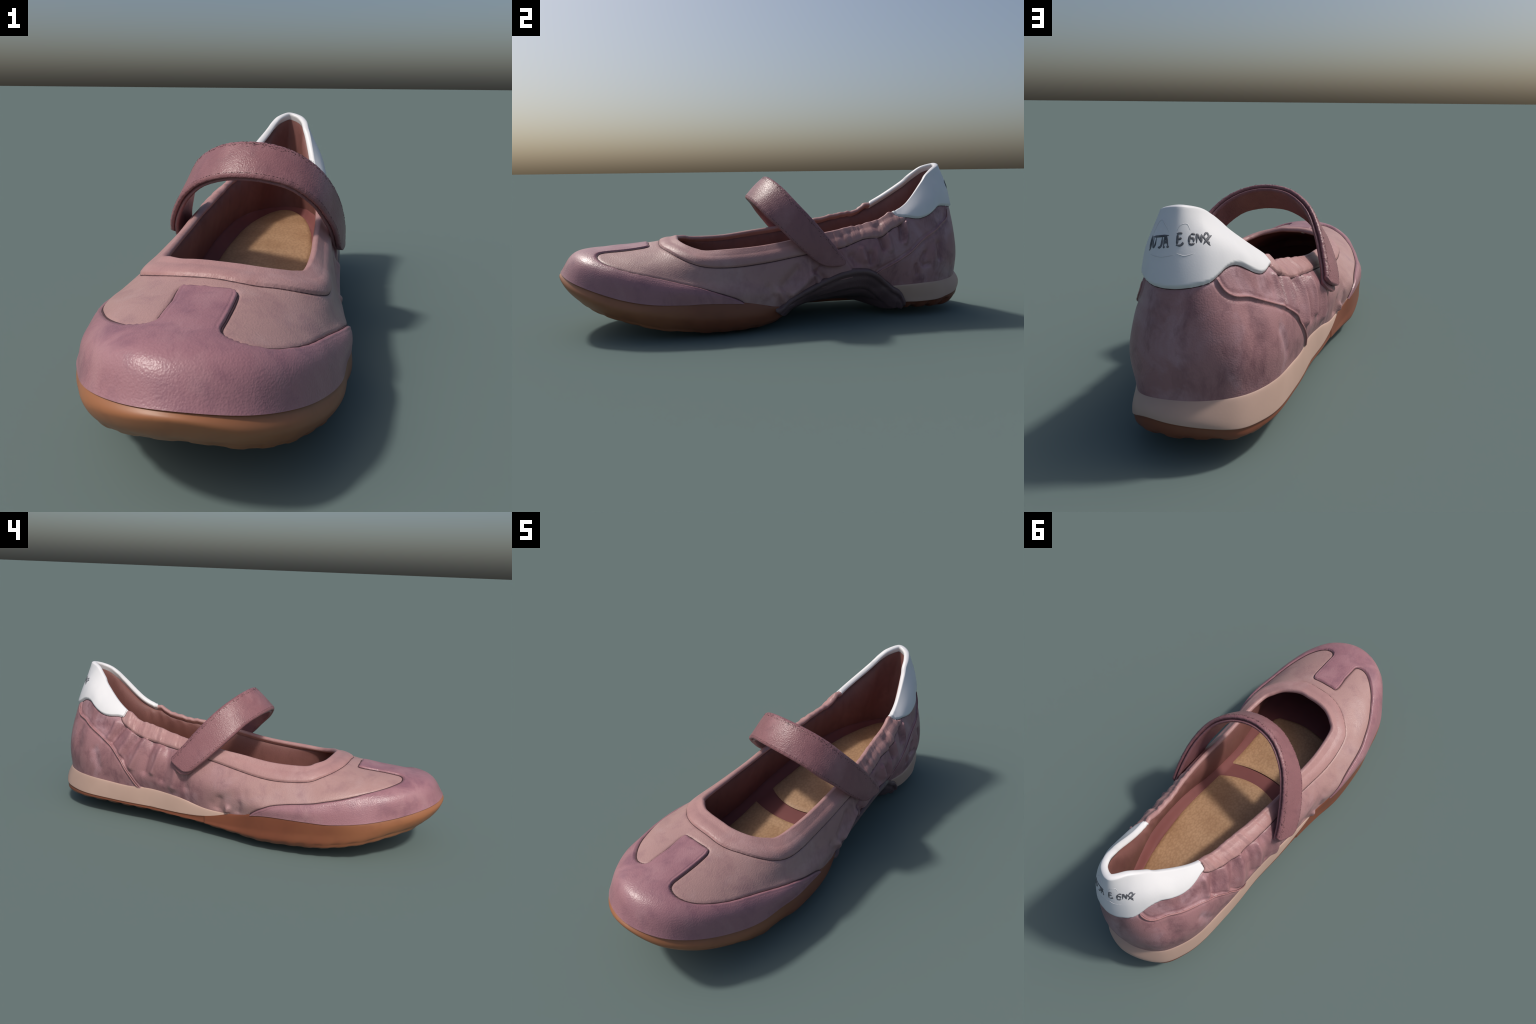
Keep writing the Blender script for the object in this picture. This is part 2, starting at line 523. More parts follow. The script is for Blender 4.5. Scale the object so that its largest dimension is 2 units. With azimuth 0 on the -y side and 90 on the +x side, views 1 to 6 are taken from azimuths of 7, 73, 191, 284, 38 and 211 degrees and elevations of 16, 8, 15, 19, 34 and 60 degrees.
# ----------------------------------------------------------------------------
# SEAMS on the upper, as lines of (station, height) through a few points.
# Stations count from the toe over the +x side to the heel (18); the -x side is
# written with negative stations for panels at the toe.
# ----------------------------------------------------------------------------
cap_right = np.concatenate([
    polyline([(-1.72, .752), (-.7, .768), (.55, .757)], 8),
    spline([(.55, .757), (.80, .745), (.90, .705)], 8)[1:],
    polyline([(.90, .705), (.66, .55), (.51, .43)], 10)[1:],
    spline([(.51, .43), (.47, .385), (.58, .345), (.95, .31), (1.45, .293), (1.95, .293), (2.75, .31), (3.6, .335),
            (4.45, .345), (5.3, .325), (5.9, .285), (6.4, .18), (6.72, .08), (6.95, -.03)], 130)[1:]])
cap_left = np.concatenate([
    spline([(-1.72, .752), (-1.80, .735), (-1.78, .70)], 8),
    polyline([(-1.78, .70), (-1.42, .57), (-1.28, .44)], 10)[1:],
    spline([(-1.28, .44), (-1.25, .395), (-1.45, .36), (-1.95, .333), (-2.8, .335), (-3.65, .34), (-4.55, .335),
            (-5.5, .345), (-6.3, .335), (-6.75, .28), (-7.0, .19), (-7.25, .09), (-7.5, -.03)], 120)[1:]])
cap_poly = np.concatenate([cap_left[::-1], cap_right, [(6.95, -.5), (-7.5, -.5)]])

band_line = np.concatenate([
    spline([(-12.62, .90), (-12.75, .83), (-12.45, .775), (-11.95, .772), (-11.4, .757), (-10.85, .772), (-10.2, .782),
            (-9.2, .80), (-8.3, .785), (-7.1, .725), (-6.5, .712), (-5.4, .74), (-3.85, .80), (-2., .845), (-.4, .853),
            (1., .83), (2.4, .80), (3.7, .76), (5.45, .68), (6.45, .645), (7.4, .685), (8.6, .74), (9.3, .75),
            (10.0, .745), (10.45, .77), (10.85, .795), (11.45, .755), (11.95, .79), (12.6, .79), (12.9, .84)], 420)])
band_poly = np.concatenate([band_line, [(12.9, 2), (-12.62, 2)]])

tab_line = spline([(12.18, 1.35), (12.22, 1.1), (12.27, .97), (12.55, .88), (12.9, .81), (13.3, .735), (13.7, .705), (14.45, .70),
                   (15.2, .69), (15.8, .665), (16.5, .635), (17.2, .605), (17.9, .59), (18.6, .593), (19.3, .615),
                   (19.8, .66), (20.25, .70), (20.9, .725), (21.7, .727), (22.3, .722), (22.65, .75), (23.05, .82),
                   (23.35, .87), (23.45, .95), (23.5, 1.1), (23.52, 1.35)], 300)
tab_poly = np.concatenate([tab_line, [(23.52, 3), (12.18, 3)]])

counter_line_r = spline([(16.3, .75), (16.1, .64), (15.75, .555), (14.7, .53), (13.6, .50), (12.95, .41), (12.25, .37), (11.6, .32),
                         (11.3, .28), (10.95, .16), (10.7, -.03)], 160)
counter_line_l = spline([(19.4, .75), (19.6, .65), (19.95, .575), (20.5, .548), (21.25, .548), (22.2, .512), (22.9, .445), (23.5, .35),
                         (24.05, .2), (24.3, .09), (24.55, -.03)], 160)
counter_poly = np.concatenate([counter_line_r[::-1], counter_line_l, [(24.55, -.5), (10.7, -.5)]])

base_line = np.concatenate([polyline([(9.2, .25), (9.05, .45), (9.35, .6), (9.75, .72)], 10),
                            polyline([(9.75, .72), (9.98, .70), (10.12, .6), (10.33, .43), (10.45, .25)], 10)[1:]])
base_poly = base_line

PANELS = {  # name: (polygon, seam lines, chart centred on the toe?)
    'cap': (cap_poly, [cap_left, cap_right], True),
    'band': (band_poly, [band_line], True),
    'tab': (tab_poly, [tab_line], False),
    'counter': (counter_poly, [counter_line_r, counter_line_l], False),
    'base': (base_poly, [base_line], False),
}
LINES3D = {k: [body(l[:, 0], np.maximum(l[:, 1], 0)) for l in v[1]] for k, v in PANELS.items()}


def panel_field(name, a, h, X):
    poly, lines, front = PANELS[name]
    u = (a + 18) % 36 - 18 if front else a % 36
    ins = inside(u, h, poly)
    d = np.full(len(a), 9.0)
    for l in LINES3D[name]:
        d = np.minimum(d, curve_distance(X, l, .05))
    return np.where(ins, d, -d)


def plain_split(a, at, X=None):
    """split by a station number, no relief"""
    return ((a - at + 18) % 36 - 18) * .1


def cut(A, H, T, f, eps=4e-4):
    """split every triangle along the zero line of the vertex field f"""
    f = np.where(np.abs(f) < eps, 0, f)
    s = np.sign(f)
    lo, hi = s[T].min(1), s[T].max(1)
    mixed = (lo < 0) & (hi > 0)
    keep = T[~mixed]
    nA, nH, new, out = [], [], {}, []
    base = len(A)

    def mid(i, j):
        key = (min(i, j), max(i, j))
        if key not in new:
            w = f[i] / (f[i] - f[j])
            da = (A[j] - A[i] + 18) % 36 - 18
            nA.append((A[i] + w * da) % 36)
            nH.append(H[i] + w * (H[j] - H[i]))
            new[key] = base + len(nA) - 1
        return new[key]

    for t in T[mixed].tolist():
        st = [s[i] for i in t]
        if 0 in st:
            k = st.index(0)
            i, j, l = t[k], t[(k + 1) % 3], t[(k + 2) % 3]
            m = mid(j, l)
            out += [(i, j, m), (i, m, l)]
        else:
            k = next(q for q in range(3) if st[q] != st[(q + 1) % 3] and st[q] != st[(q + 2) % 3])
            i, j, l = t[k], t[(k + 1) % 3], t[(k + 2) % 3]
            p, q = mid(i, j), mid(i, l)
            out += [(i, p, q), (p, j, l), (p, l, q)]
    if out:
        keep = np.concatenate([keep, np.array(out)])
    return np.r_[A, nA], np.r_[H, nH], keep


# ----------------------------------------------------------------------------
# UPPER: one skin, cut along the seams, relief added, then separated
# ----------------------------------------------------------------------------
NA, NH = 1260, 118
hs = np.concatenate([np.linspace(0, 1, NH - 26), 1 + np.linspace(0, .3, 27)[1:]])
# finer columns at the toe cap and along the sides, in equal stations
ga = np.arange(NA) * 36 / NA
A = np.repeat(ga, NH)
H = np.tile(hs, NA)
q = np.array(grid_faces(NA, NH, True))
T = np.concatenate([q[:, [0, 1, 2]], q[:, [0, 2, 3]]])
for name in ('cap', 'band', 'tab', 'counter', 'base'):
    A, H, T = cut(A, H, T, panel_field(name, A, H, body(A, H)))
for at in (9.6, 26.4, 10.2):
    A, H, T = cut(A, H, T, plain_split(A, at))
X = body(A, H)
N = body_normal(A, np.minimum(H, .985))
inner = np.clip((H - 1) / .1, 0, 1)
FLD = {k: panel_field(k, A, H, X) for k in PANELS}

# creases, folds and dents: (line in (station, height), height of the ridge, half width)
FOLDS = [
    ([(23.05, .73), (22.95, .62), (22.8, .50)], .009, .016), ([(23.5, .74), (23.2, .60), (22.95, .48)], -.009, .014),
    ([(24.0, .74), (23.85, .60), (23.55, .42)], .007, .018), ([(24.35, .72), (24.1, .55), (23.8, .36)], -.008, .020),
    ([(24.65, .73), (24.45, .5), (24.2, .3)], .010, .018), ([(25.0, .73), (24.85, .5), (24.75, .3)], -.009, .020),
    ([(25.35, .70), (25.25, .5), (25.1, .32)], .008, .014), ([(25.6, .72), (25.6, .5), (25.45, .25)], -.007, .020),
    ([(25.95, .55), (25.95, .4), (25.85, .2)], .009, .022), ([(26.3, .5), (26.3, .25)], -.006, .02),
    ([(28.3, .42), (27.8, .30), (27.3, .12)], -.004, .028), ([(27.8, .1), (27.78, .05)], .010, .014),
    ([(27.5, .2), (27.45, .07)], -.005, .02), ([(28.2, .18), (28.15, .06)], -.004, .02),
    ([(22.3, .32), (22.5, .16)], -.004, .02), ([(20.9, .45), (21.1, .3)], -.003, .03),
    ([(12.72, .77), (12.72, .64), (12.6, .55)], .008, .012), ([(12.45, .78), (12.45, .6)], -.008, .014),
    ([(11.40, .92), (11.45, .75), (11.55, .59)], -.010, .012), ([(11.65, .90), (11.75, .70), (11.8, .55)], .007, .014),
    ([(10.35, .60), (10.5, .50)], -.008, .02), ([(10.7, .66), (10.75, .52)], .008, .016),
    ([(11.0, .56), (11.0, .46)], -.008, .016), ([(11.25, .6), (11.2, .42)], .006, .016),
    ([(10.12, .9), (10.22, .77)], -.006, .009), ([(10.4, .93), (10.42, .8)], -.005, .008),
    ([(10.75, .93), (10.75, .82)], -.004, .008),
    ([(13.5, .34), (13.38, .27), (13.45, .21), (13.68, .21)], -.006, .012), ([(14.25, .38), (14.25, .25)], -.005, .016),
    ([(13.15, .22), (13.2, .13)], -.006, .010), ([(13.9, .33), (13.85, .22)], .004, .02),
    ([(8.1, .33), (8.55, .54)], -.007, .022), ([(7.6, .30), (7.75, .16)], -.006, .022),
    ([(8.35, .2), (8.75, .34), (9.0, .45)], .007, .016), ([(7.95, .22), (8.1, .1)], .006, .016),
    ([(9.15, .5), (9.4, .36)], -.006, .014),
]
disp = np.zeros(len(A))
side = np.zeros(len(A))
for pts, amp, wid in FOLDS:
    l = spline(pts, 24)
    d = curve_distance(X, body(l[:, 0], l[:, 1]), wid * 3)
    disp += (2.0 if pts[0][0] < 18 else 1.5) * amp * np.exp(-(d / wid)**2)
c, b, t, k, s = (FLD[n] for n in ('cap', 'band', 'tab', 'counter', 'base'))
# folds do not run through the white tab, and are weak in the bindings
disp *= np.where(t > 0, 0, np.where(b > 0, .5, 1))
disp *= smooth((H - .0) / .06)


def step(d, height, width):
    return height * smooth(d / width)


def groove(d, depth, width):
    return -depth * np.exp(-(d / width)**2)


# overlays stand proud of their neighbours, with a worn-in groove at the foot of the edge
disp += np.where(c > 0, step(c, .0075, .006), 0) + groove(c, .003, .005) + np.where(c > 0, groove(c - .013, .0010, .003), 0)
in_tab = t > 0
disp += np.where(in_tab, 0, np.where(b > 0, step(b, .004, .006) + .0045 * np.sin(np.pi * np.clip(b / .055, 0, 1)), 0)
                 + groove(b, .003, .004))
disp += np.where(in_tab, step(t, .009, .008), 0) + groove(t, .003, .004)
ak = np.abs(k)
disp += np.where(in_tab, 0, .0042 * np.exp(-(ak / .005)**2) - .003 * np.exp(-((ak - .011) / .005)**2))
disp += np.where((s > 0), step(s, .006, .008), 0) + groove(s, .003, .004)
# elastic gathers: fine cross pleats in the binding behind the strap
gather = (b > 0) & (t <= 0) & (((A > 9.7) & (A < 12.9)) | ((A > 23.0) & (A < 26.3)))
ph = A * 30 + 3.2 * np.sin(A * 7.3) + 2.2 * np.sin(A * 17.1 + 1)
disp += np.where(gather, (.0013 * np.sin(1.6 * ph + 9 * H) * (.3 + .7 * np.sin(A * 3.7)**2) + .0016 * np.sin(A * 11 + 2.8 * np.sin(A * 5))) * smooth(b / .02), 0)
# slow unevenness of worked leather
ux, uy, uz = X.T
wob = (np.sin(9 * ux + 13 * uy + 3) * np.sin(15 * uz - 7 * uy + 1) + .6 * np.sin(27 * uy - 19 * uz) * np.sin(23 * ux + 11 * uz + 2))
disp += np.where(in_tab, 0, .0012 * wob)
disp *= (1 - .8 * inner)
Y = X + N * disp[:, None]
# tuck the lowest row a little into the sole
NRM = vertex_normals(Y, T)

cen = {n: FLD[n][T].mean(1) for n in FLD}
ta_ = A[T]
tc = ta_[:, 0] + (((ta_ - ta_[:, :1] + 18) % 36 - 18).sum(1)) / 3
tc %= 36
region = np.full(len(T), 'vamp', dtype=object)
region[(tc > 10.2) & (tc < 26.4)] = 'quarter'
region[cen['base'] > 0] = 'strap_base'
region[cen['counter'] > 0] = 'heel_counter'
region[(cen['band'] > 0)] = 'collar_binding'
region[(cen['band'] > 0) & (tc > 9.6) & (tc < 26.4)] = 'elastic_binding'
region[cen['cap'] > 0] = 'toe_cap'
region[cen['tab'] > 0] = 'heel_tab'
left = tc > 18
MATS = {'vamp': M_UPPER, 'quarter': M_UPPER, 'strap_base': M_UPPER, 'heel_counter': M_UPPER,
        'collar_binding': M_BIND, 'elastic_binding': M_BIND, 'toe_cap': M_TOE, 'heel_tab': M_WHITE}
for name, mat in MATS.items():
    groups = [region == name]
    if name in ('quarter', 'elastic_binding'):
        groups = [(region == name) & ~left, (region == name) & left]
    for g in groups:
        t_ = T[g]
        if not len(t_):
            continue
        ids, inv = np.unique(t_, return_inverse=True)
        add_mesh(name, Y[ids], inv.reshape(-1, 3), mat, root, NRM[ids])


def skin_at(a, h, raise_by=0.0):
    """nearest point of the finished outer skin to (station, height)"""
    a = np.asarray(a, float)
    h = np.asarray(h, float)
    P = body(a, np.maximum(h, 0))
    out = np.zeros_like(P)
    nn = np.zeros_like(P)
    for i in range(len(P)):
        m = np.abs((A - a[i] + 18) % 36 - 18) < .12
        m &= np.abs(H - h[i]) < .05
        j = np.where(m)[0]
        w = ((X[j] - P[i])**2).sum(1)
        o = j[np.argsort(w)[:4]]
        ww = 1 / (np.sqrt(((X[o] - P[i])**2).sum(1)) + 1e-4)
        ww /= ww.sum()
        d = (disp[o] * ww).sum()
        nn[i] = unit((NRM[o] * ww[:, None]).sum(0))
        bn = body_normal(a[i:i + 1], np.minimum(h[i:i + 1], .985))[0]
        out[i] = P[i] + bn * (d + raise_by)
    return out, nn


# thin dark cords laid along the grooves of the seams
def seam_cord(line, radius, name='seam', mat=None, raise_by=.0012, flat=.5):
    l = line[(line[:, 1] > .005) & (line[:, 1] < 1.0)]
    P, n = skin_at(l[:, 0] % 36, l[:, 1], raise_by)
    for _ in range(9):
        P[1:-1] = .25 * P[:-2] + .5 * P[1:-1] + .25 * P[2:]
    V, F = tube(P, n, radius, flat)
    return add_mesh(name, V, F, mat or M_SEAM, root)


seam_cord(cap_right, .0030, raise_by=.0020)
seam_cord(cap_left, .0030, raise_by=.0020)
seam_cord(band_line[6:-16], .0020)
seam_cord(tab_line, .0018)
seam_cord(counter_line_r[18:], .0034, 'piping', M_PIPE, .001, .7)
seam_cord(counter_line_l[18:], .0034, 'piping', M_PIPE, .001, .7)
for line in (counter_line_r[18:], counter_line_l[18:]):
    sh = line.copy()
    sh[:, 0] += .045 * np.where(line[:, 0] < 18, -1, 1)
    seam_cord(sh, .0016)

# ----------------------------------------------------------------------------
# LINING, INSOLE, PADS
# ----------------------------------------------------------------------------
INS_Y = [-1.0, -.8, -.5, -.4, -.3, -.2, -.12, .015, .1, .3, .6, .95]
INS_Z = [.24, .185, .145, .140, .141, .145, .152, .183, .203, .238, .270, .285]
# distance of the footbed's edge from the pivot, station by station
INS_R = [.60, .57, .51, .43, .36, .30, .25, .218, .203, .195, .205, .200, .183, .150, .122, .130, .145, .160, .165, .155, .135, .125,
         .125, .155, .190, .210, .224, .234, .240, .245, .262, .33, .41, .48, .55, .59]


def cup(y):
    """height of the moulded edge of the footbed"""
    return np.interp(y, [-.4, -.1, .15, .4, .65, .85], [.006, .012, .022, .034, .040, .022])


def insole_z(y):
    return np.interp(y, INS_Y, INS_Z)


NL, rows = 432, 40
la = np.arange(NL) * 36 / NL
ia_, wa_ = cr_weights(la, K, True)
edge_c = np.concatenate([PIV + np.array(INS_R)[:, None] * DIR, np.zeros((K, 1))], 1)
edge = (wa_[..., None] * edge_c[ia_]).sum(1)
edge[:, 2] = insole_z(edge[:, 1]) + cup(edge[:, 1])
pv = np.stack([np.interp(la, np.arange(K + 1), np.r_[PIV[:, c_], PIV[0, c_]]) for c_ in range(2)], 1)
toe_w = smooth((7.5 - np.abs((la + 18) % 36 - 18)) / 3)
LV = []
for i in range(NL):
    aa = np.full(rows, la[i])
    rim = body(la[i:i + 1], np.array([1.28]))[0]
    u = np.linspace(0, 1, rows)
    # under the vamp the lining follows the leather, along the sides it drops straight to the footbed
    hh = 1 - .86 * u
    follow = body(aa, hh) - .0215 * body_normal(aa, hh)
    follow = follow + (rim - follow[0]) * (1 - u[:, None])**4 + (edge[i] - follow[-1]) * u[:, None]**2
    out = unit(np.array([edge[i, 0] - pv[i, 0], edge[i, 1] - pv[i, 1], 0]))
    drop = rim + (edge[i] - rim) * u[:, None] + out * (-(.013 + .014 * smooth((rim[1] - .45) / .2)) * abs(out[0])**1.5 * np.sin(np.pi * u**.6))[:, None]
    pr = drop + (follow - drop) * toe_w[i]
    if 9.8 < la[i] < 12.8 or 23.2 < la[i] < 26.2:   # puckered by the elastic
        pr += out * (.004 * np.sin(la[i] * 13) * np.exp(-np.arange(rows) / 12.) * smooth(np.arange(rows) / 5))[:, None]
    LV.append(pr)
LV = np.concatenate(LV)
add_mesh('lining', LV, [f[::-1] for f in grid_faces(NL, rows, True)], M_LINING, root)

# footbed: from the lining's lower edge in to the axis, slightly cupped
IV = []
qs = np.concatenate([np.linspace(1.0, .72, 14), np.linspace(.6, 0, 6)])
for i in range(NL):
    xy = pv[i] + qs[:, None] * (edge[i, :2] - pv[i])
    IV.append(np.c_[xy, insole_z(xy[:, 1]) + cup(xy[:, 1]) * smooth((qs - .78) / .22)])
IV = np.concatenate(IV)
add_mesh('insole', IV, [f[::-1] for f in grid_faces(NL, 20, True)], M_INSOLE, root)


def pad(name, ys, centres, halfs, front, rear, n=70, m=36):
    """soft leather pad on the footbed; ys with centre x and half width, bowed front and rear edges"""
    V = []
    for i in range(n):
        for j in range(m):
            w = j / (m - 1) * 2 - 1
            y0, y1 = ys[0] + front * w * w, ys[-1] + rear * w * w
            y = y0 + (y1 - y0) * i / (n - 1)
            cx, hw = np.interp(y, ys, centres), np.interp(y, ys, halfs)
            ed = min((1 - abs(w)) * hw, (i / (n - 1)) * (y1 - y0), (1 - i / (n - 1)) * (y1 - y0))
            rise = .0055 * smooth(ed / .010) - .002
            V.append((cx + w * hw, y, insole_z(y) + rise + .002 + .006 * (1 - w * w)))
    return add_mesh(name, V, grid_faces(m, n) if False else [f[::-1] for f in grid_faces(n, m)], M_PAD, root)


pad('heel_pad', [.012, .08, .2, .35, .5, .62, .72, .80, .85], [.036, .038, .048, .060, .066, .072, .078, .08, .08],
    [.183, .178, .173, .166, .150, .128, .104, .070, .035], .06, 0)
pad('toe_pad', [-.45, -.41, -.33, -.23, -.125, -.07], [.02, .02, .02, .02, .022, .023],
    [.12, .16, .18, .185, .187, .187], .02, .035)

# ----------------------------------------------------------------------------
# SOLE: one skin from feather line to tread, cut into cream wedge and gum rubber
# ----------------------------------------------------------------------------
wedge_line = spline([(12.0, 1.75), (13, 1.7), (14.5, 1.6), (15.8, 1.35), (17, 1.1), (18, 1.06), (20, 1.1), (22, 1.1), (24, 1.08), (25, 1.05), (26, .95),
                     (26.7, .75), (27.25, .45), (27.6, .15), (27.85, -.2)], 200)
wedge_poly = np.concatenate([wedge_line, [(27.85, -3), (12.0, -3)]])
NS, NV = 1080, 60
vs = np.concatenate([np.linspace(-1, 3, 44), np.linspace(3, 5, 17)[1:]])
SA = np.repeat(np.arange(NS) * 36 / NS, NV)
SV = np.tile(vs, NS)
q = np.array(grid_faces(NS, NV, True))[:, ::-1]
ST = np.concatenate([q[:, [0, 1, 2]], q[:, [0, 2, 3]]])
wl = sole(wedge_line[:, 0], wedge_line[:, 1])


def wedge_field(a, v):
    d = curve_distance(sole(a, v), wl, .04)
    return np.where(inside(a % 36, v, wedge_poly), d, -d)


SA, SV, ST = cut(SA, SV, ST, wedge_field(SA, SV))
SX = sole(SA, SV)
SN = sole_normal(SA, np.clip(SV, -.9, 4.6))
wf = wedge_field(SA, SV)
# arc length along the sole edge for the tread lugs
ea = np.linspace(0, 36, 721)
el = np.r_[0, np.cumsum(np.linalg.norm(np.diff(sole(ea, np.full(721, 2.6)), axis=0), axis=1))]
arc = np.interp(SA, ea, el)
rub = wf <= 0
near_tread = smooth((SV - 1.75) / .35) * smooth((3.9 - SV) / .5)
heel_lug = smooth((np.abs((SA + 18) % 36 - 18) - 8.5) / 1.5)
lug = .5 + .5 * np.sin(arc * 2 * math.pi / .082 + .8 * np.sin(arc * 5))
lug = smooth(lug * 1.6 - .2)
heel_lug = heel_lug * (1 - .75 * np.exp(-((SA - 18.3) / 2.2)**4))
sd = np.where(rub, near_tread * (.002 + .008 * heel_lug) * (lug - 1), 0)
sd += np.where(rub & (np.abs((SA + 18) % 36 - 18) > 9), -.004 * smooth(-wf / .006), 0)
SY = SX + SN * sd[:, None]
SY[:, 2] = np.maximum(SY[:, 2], 0.0)
SNRM = vertex_normals(SY, ST)
wc = wf[ST].mean(1)
for name, g, mat in (('midsole_wedge', wc > 0, M_CREAM), ('rubber_outsole', wc <= 0, M_GUM)):
    t_ = ST[g]
    ids, inv = np.unique(t_, return_inverse=True)
    add_mesh(name, SY[ids], inv.reshape(-1, 3), mat, root, SNRM[ids])

# ----------------------------------------------------------------------------
# ARCH SADDLE: leather that arches over the waist on the +x side, from the upper
# down and under the sole.  w > 0 is height on the upper, w < 0 runs down the sole.
# ----------------------------------------------------------------------------
top = np.array([(7.80, -.35), (7.95, .0), (8.35, .14), (8.8, .26), (9.35, .365), (9.9, .43), (10.4, .435), (10.85, .385),
                (11.25, .285), (11.7, .12), (12.1, .0), (12.5, -.5), (12.72, -1.1), (12.8, -1.8)])
bot = np.array([(7.80, -.6), (8.1, -1.6), (8.6, -2.6), (9.2, -3.3), (11.8, -3.2), (12.4, -2.6), (12.8, -2.45)])
NB, NW = 150, 70
ba = np.linspace(7.82, 12.8, NB)
lin_t, lin_b = np.interp(ba, top[:, 0], top[:, 1]), np.interp(ba, bot[:, 0], bot[:, 1])
for _ in range(4):
    lin_t[1:-1] = .25 * lin_t[:-2] + .5 * lin_t[1:-1] + .25 * lin_t[2:]


def wrap_point(a, w):
    up = body(a, np.maximum(w, .0))
    un = body_normal(a, np.maximum(w, .0))
    lo, ln = sole(a, np.maximum(-w, 0)), sole_normal(a, np.clip(-w, .02, 4))
    k_ = smooth((w + .25) / .5)[..., None] * 0 + (w >= 0)[..., None]
    return np.where(k_, up, lo), unit(np.where(k_, un, ln))


P0 = np.zeros((NB, NW, 3))
for i in range(NB):
    fine = np.linspace(lin_t[i], lin_b[i], 240)
    pts, _ = wrap_point(np.full(240, ba[i]), fine)
    s_ = np.r_[0, np.cumsum(np.linalg.norm(np.diff(pts, axis=0), axis=1))]
    tt = np.linspace(0, s_[-1], NW)
    P0[i] = np.stack([np.interp(tt, s_, pts[:, c_]) for c_ in range(3)], 1)
for _ in range(8):   # the saddle spans the crease between upper and sole
    P0[:, 1:-1] = .25 * P0[:, :-2] + .5 * P0[:, 1:-1] + .25 * P0[:, 2:]
    P0[1:-1] = .25 * P0[:-2] + .5 * P0[1:-1] + .25 * P0[2:]
gs, gt = np.gradient(P0, axis=0), np.gradient(P0, axis=1)
PN = unit(np.cross(gt, gs))
jj = np.broadcast_to(np.linspace(0, 1, NW), (NB, NW))
ii = np.broadcast_to(np.linspace(0, 1, NB)[:, None], (NB, NW))
dist_top = np.concatenate([np.zeros((NB, 1)), np.cumsum(np.linalg.norm(np.diff(P0, axis=1), axis=2), axis=1)], 1)
end = np.minimum(ii / .03, (1 - ii) / .03)
rise = .010 * smooth(dist_top / .008 + .12) * (.25 + .75 * smooth(end))
rise += .005 * np.exp(-((dist_top - .016) / .012)**2) - .004 * np.exp(-((dist_top - .038) / .012)**2)
amp = np.exp(-((ii - .55) / .25)**2)
rise += amp * (.004 * np.exp(-((dist_top - .085 - .02 * ii) / .010)**2) - .004 * np.exp(-((dist_top - .105 - .03 * ii) / .010)**2)
               + .003 * np.exp(-((dist_top - .125 + .02 * ii) / .008)**2))
rise += .006 * np.exp(-((ii - .965) / .015)**2) - .004 * np.exp(-((ii - .93) / .012)**2)
PB = P0 + PN * rise[..., None]
BV = np.concatenate([PB.reshape(-1, 3), (P0 - PN * .006).reshape(-1, 3)])
f0 = grid_faces(NB, NW)
o = NB * NW
BF = f0 + [tuple(i + o for i in f[::-1]) for f in f0]
for i in range(NB - 1):
    BF.append((i * NW, (i + 1) * NW, (i + 1) * NW + o, i * NW + o)[::-1])
    BF.append((i * NW + NW - 1, (i + 1) * NW + NW - 1, (i + 1) * NW + NW - 1 + o, i * NW + NW - 1 + o))
for j in range(NW - 1):
    BF.append((j, j + 1, j + 1 + o, j + o))
    e = (NB - 1) * NW
    BF.append((e + j, e + j + 1, e + j + 1 + o, e + j + o)[::-1])
add_mesh('arch_saddle', BV, [f[::-1] for f in BF], M_ARCH, root)

# ----------------------------------------------------------------------------
# STRAP: outer band and a slightly offset backing band
# ----------------------------------------------------------------------------
front_edge = [(.337, .150, .278), (.313, .027, .388), (.284, -.027, .448), (.245, -.083, .508), (.170, -.120, .565), (.084, -.131, .588),
              (.006, -.125, .593), (-.068, -.105, .586), (-.152, -.060, .557), (-.218, -.008, .505), (-.263, .058, .439),
              (-.294, .130, .370), (-.309, .207, .303)]
rear_edge = [(.352, .270, .282), (.345, .195, .380), (.320, .112, .484), (.270, .038, .576), (.203, -.003, .638), (.118, -.028, .676),
             (.022, -.031, .689), (-.081, -.002, .674), (-.172, .066, .618), (-.226, .148, .530), (-.252, .212, .450),
             (-.264, .250, .405), (-.273, .290, .355)]
NSs, NWs = 200, 22
fe, re_ = spline(front_edge, NSs), spline(rear_edge, NSs)
for E_ in (fe, re_):
    for _ in range(10):
        E_[1:-1] = .25 * E_[:-2] + .5 * E_[1:-1] + .25 * E_[2:]
along = unit(np.gradient((fe + re_) / 2, axis=0))
across = unit(re_ - fe)
out_n = unit(np.cross(along, across))
if out_n[NSs // 2, 2] < 0:
    out_n = -out_n
s01 = np.linspace(0, 1, NSs)
push = (.001 + .004 * smooth((s01 - .72) / .2))[:, None] * out_n
fe, re_ = fe + push - across * .002, re_ + push + across * .004


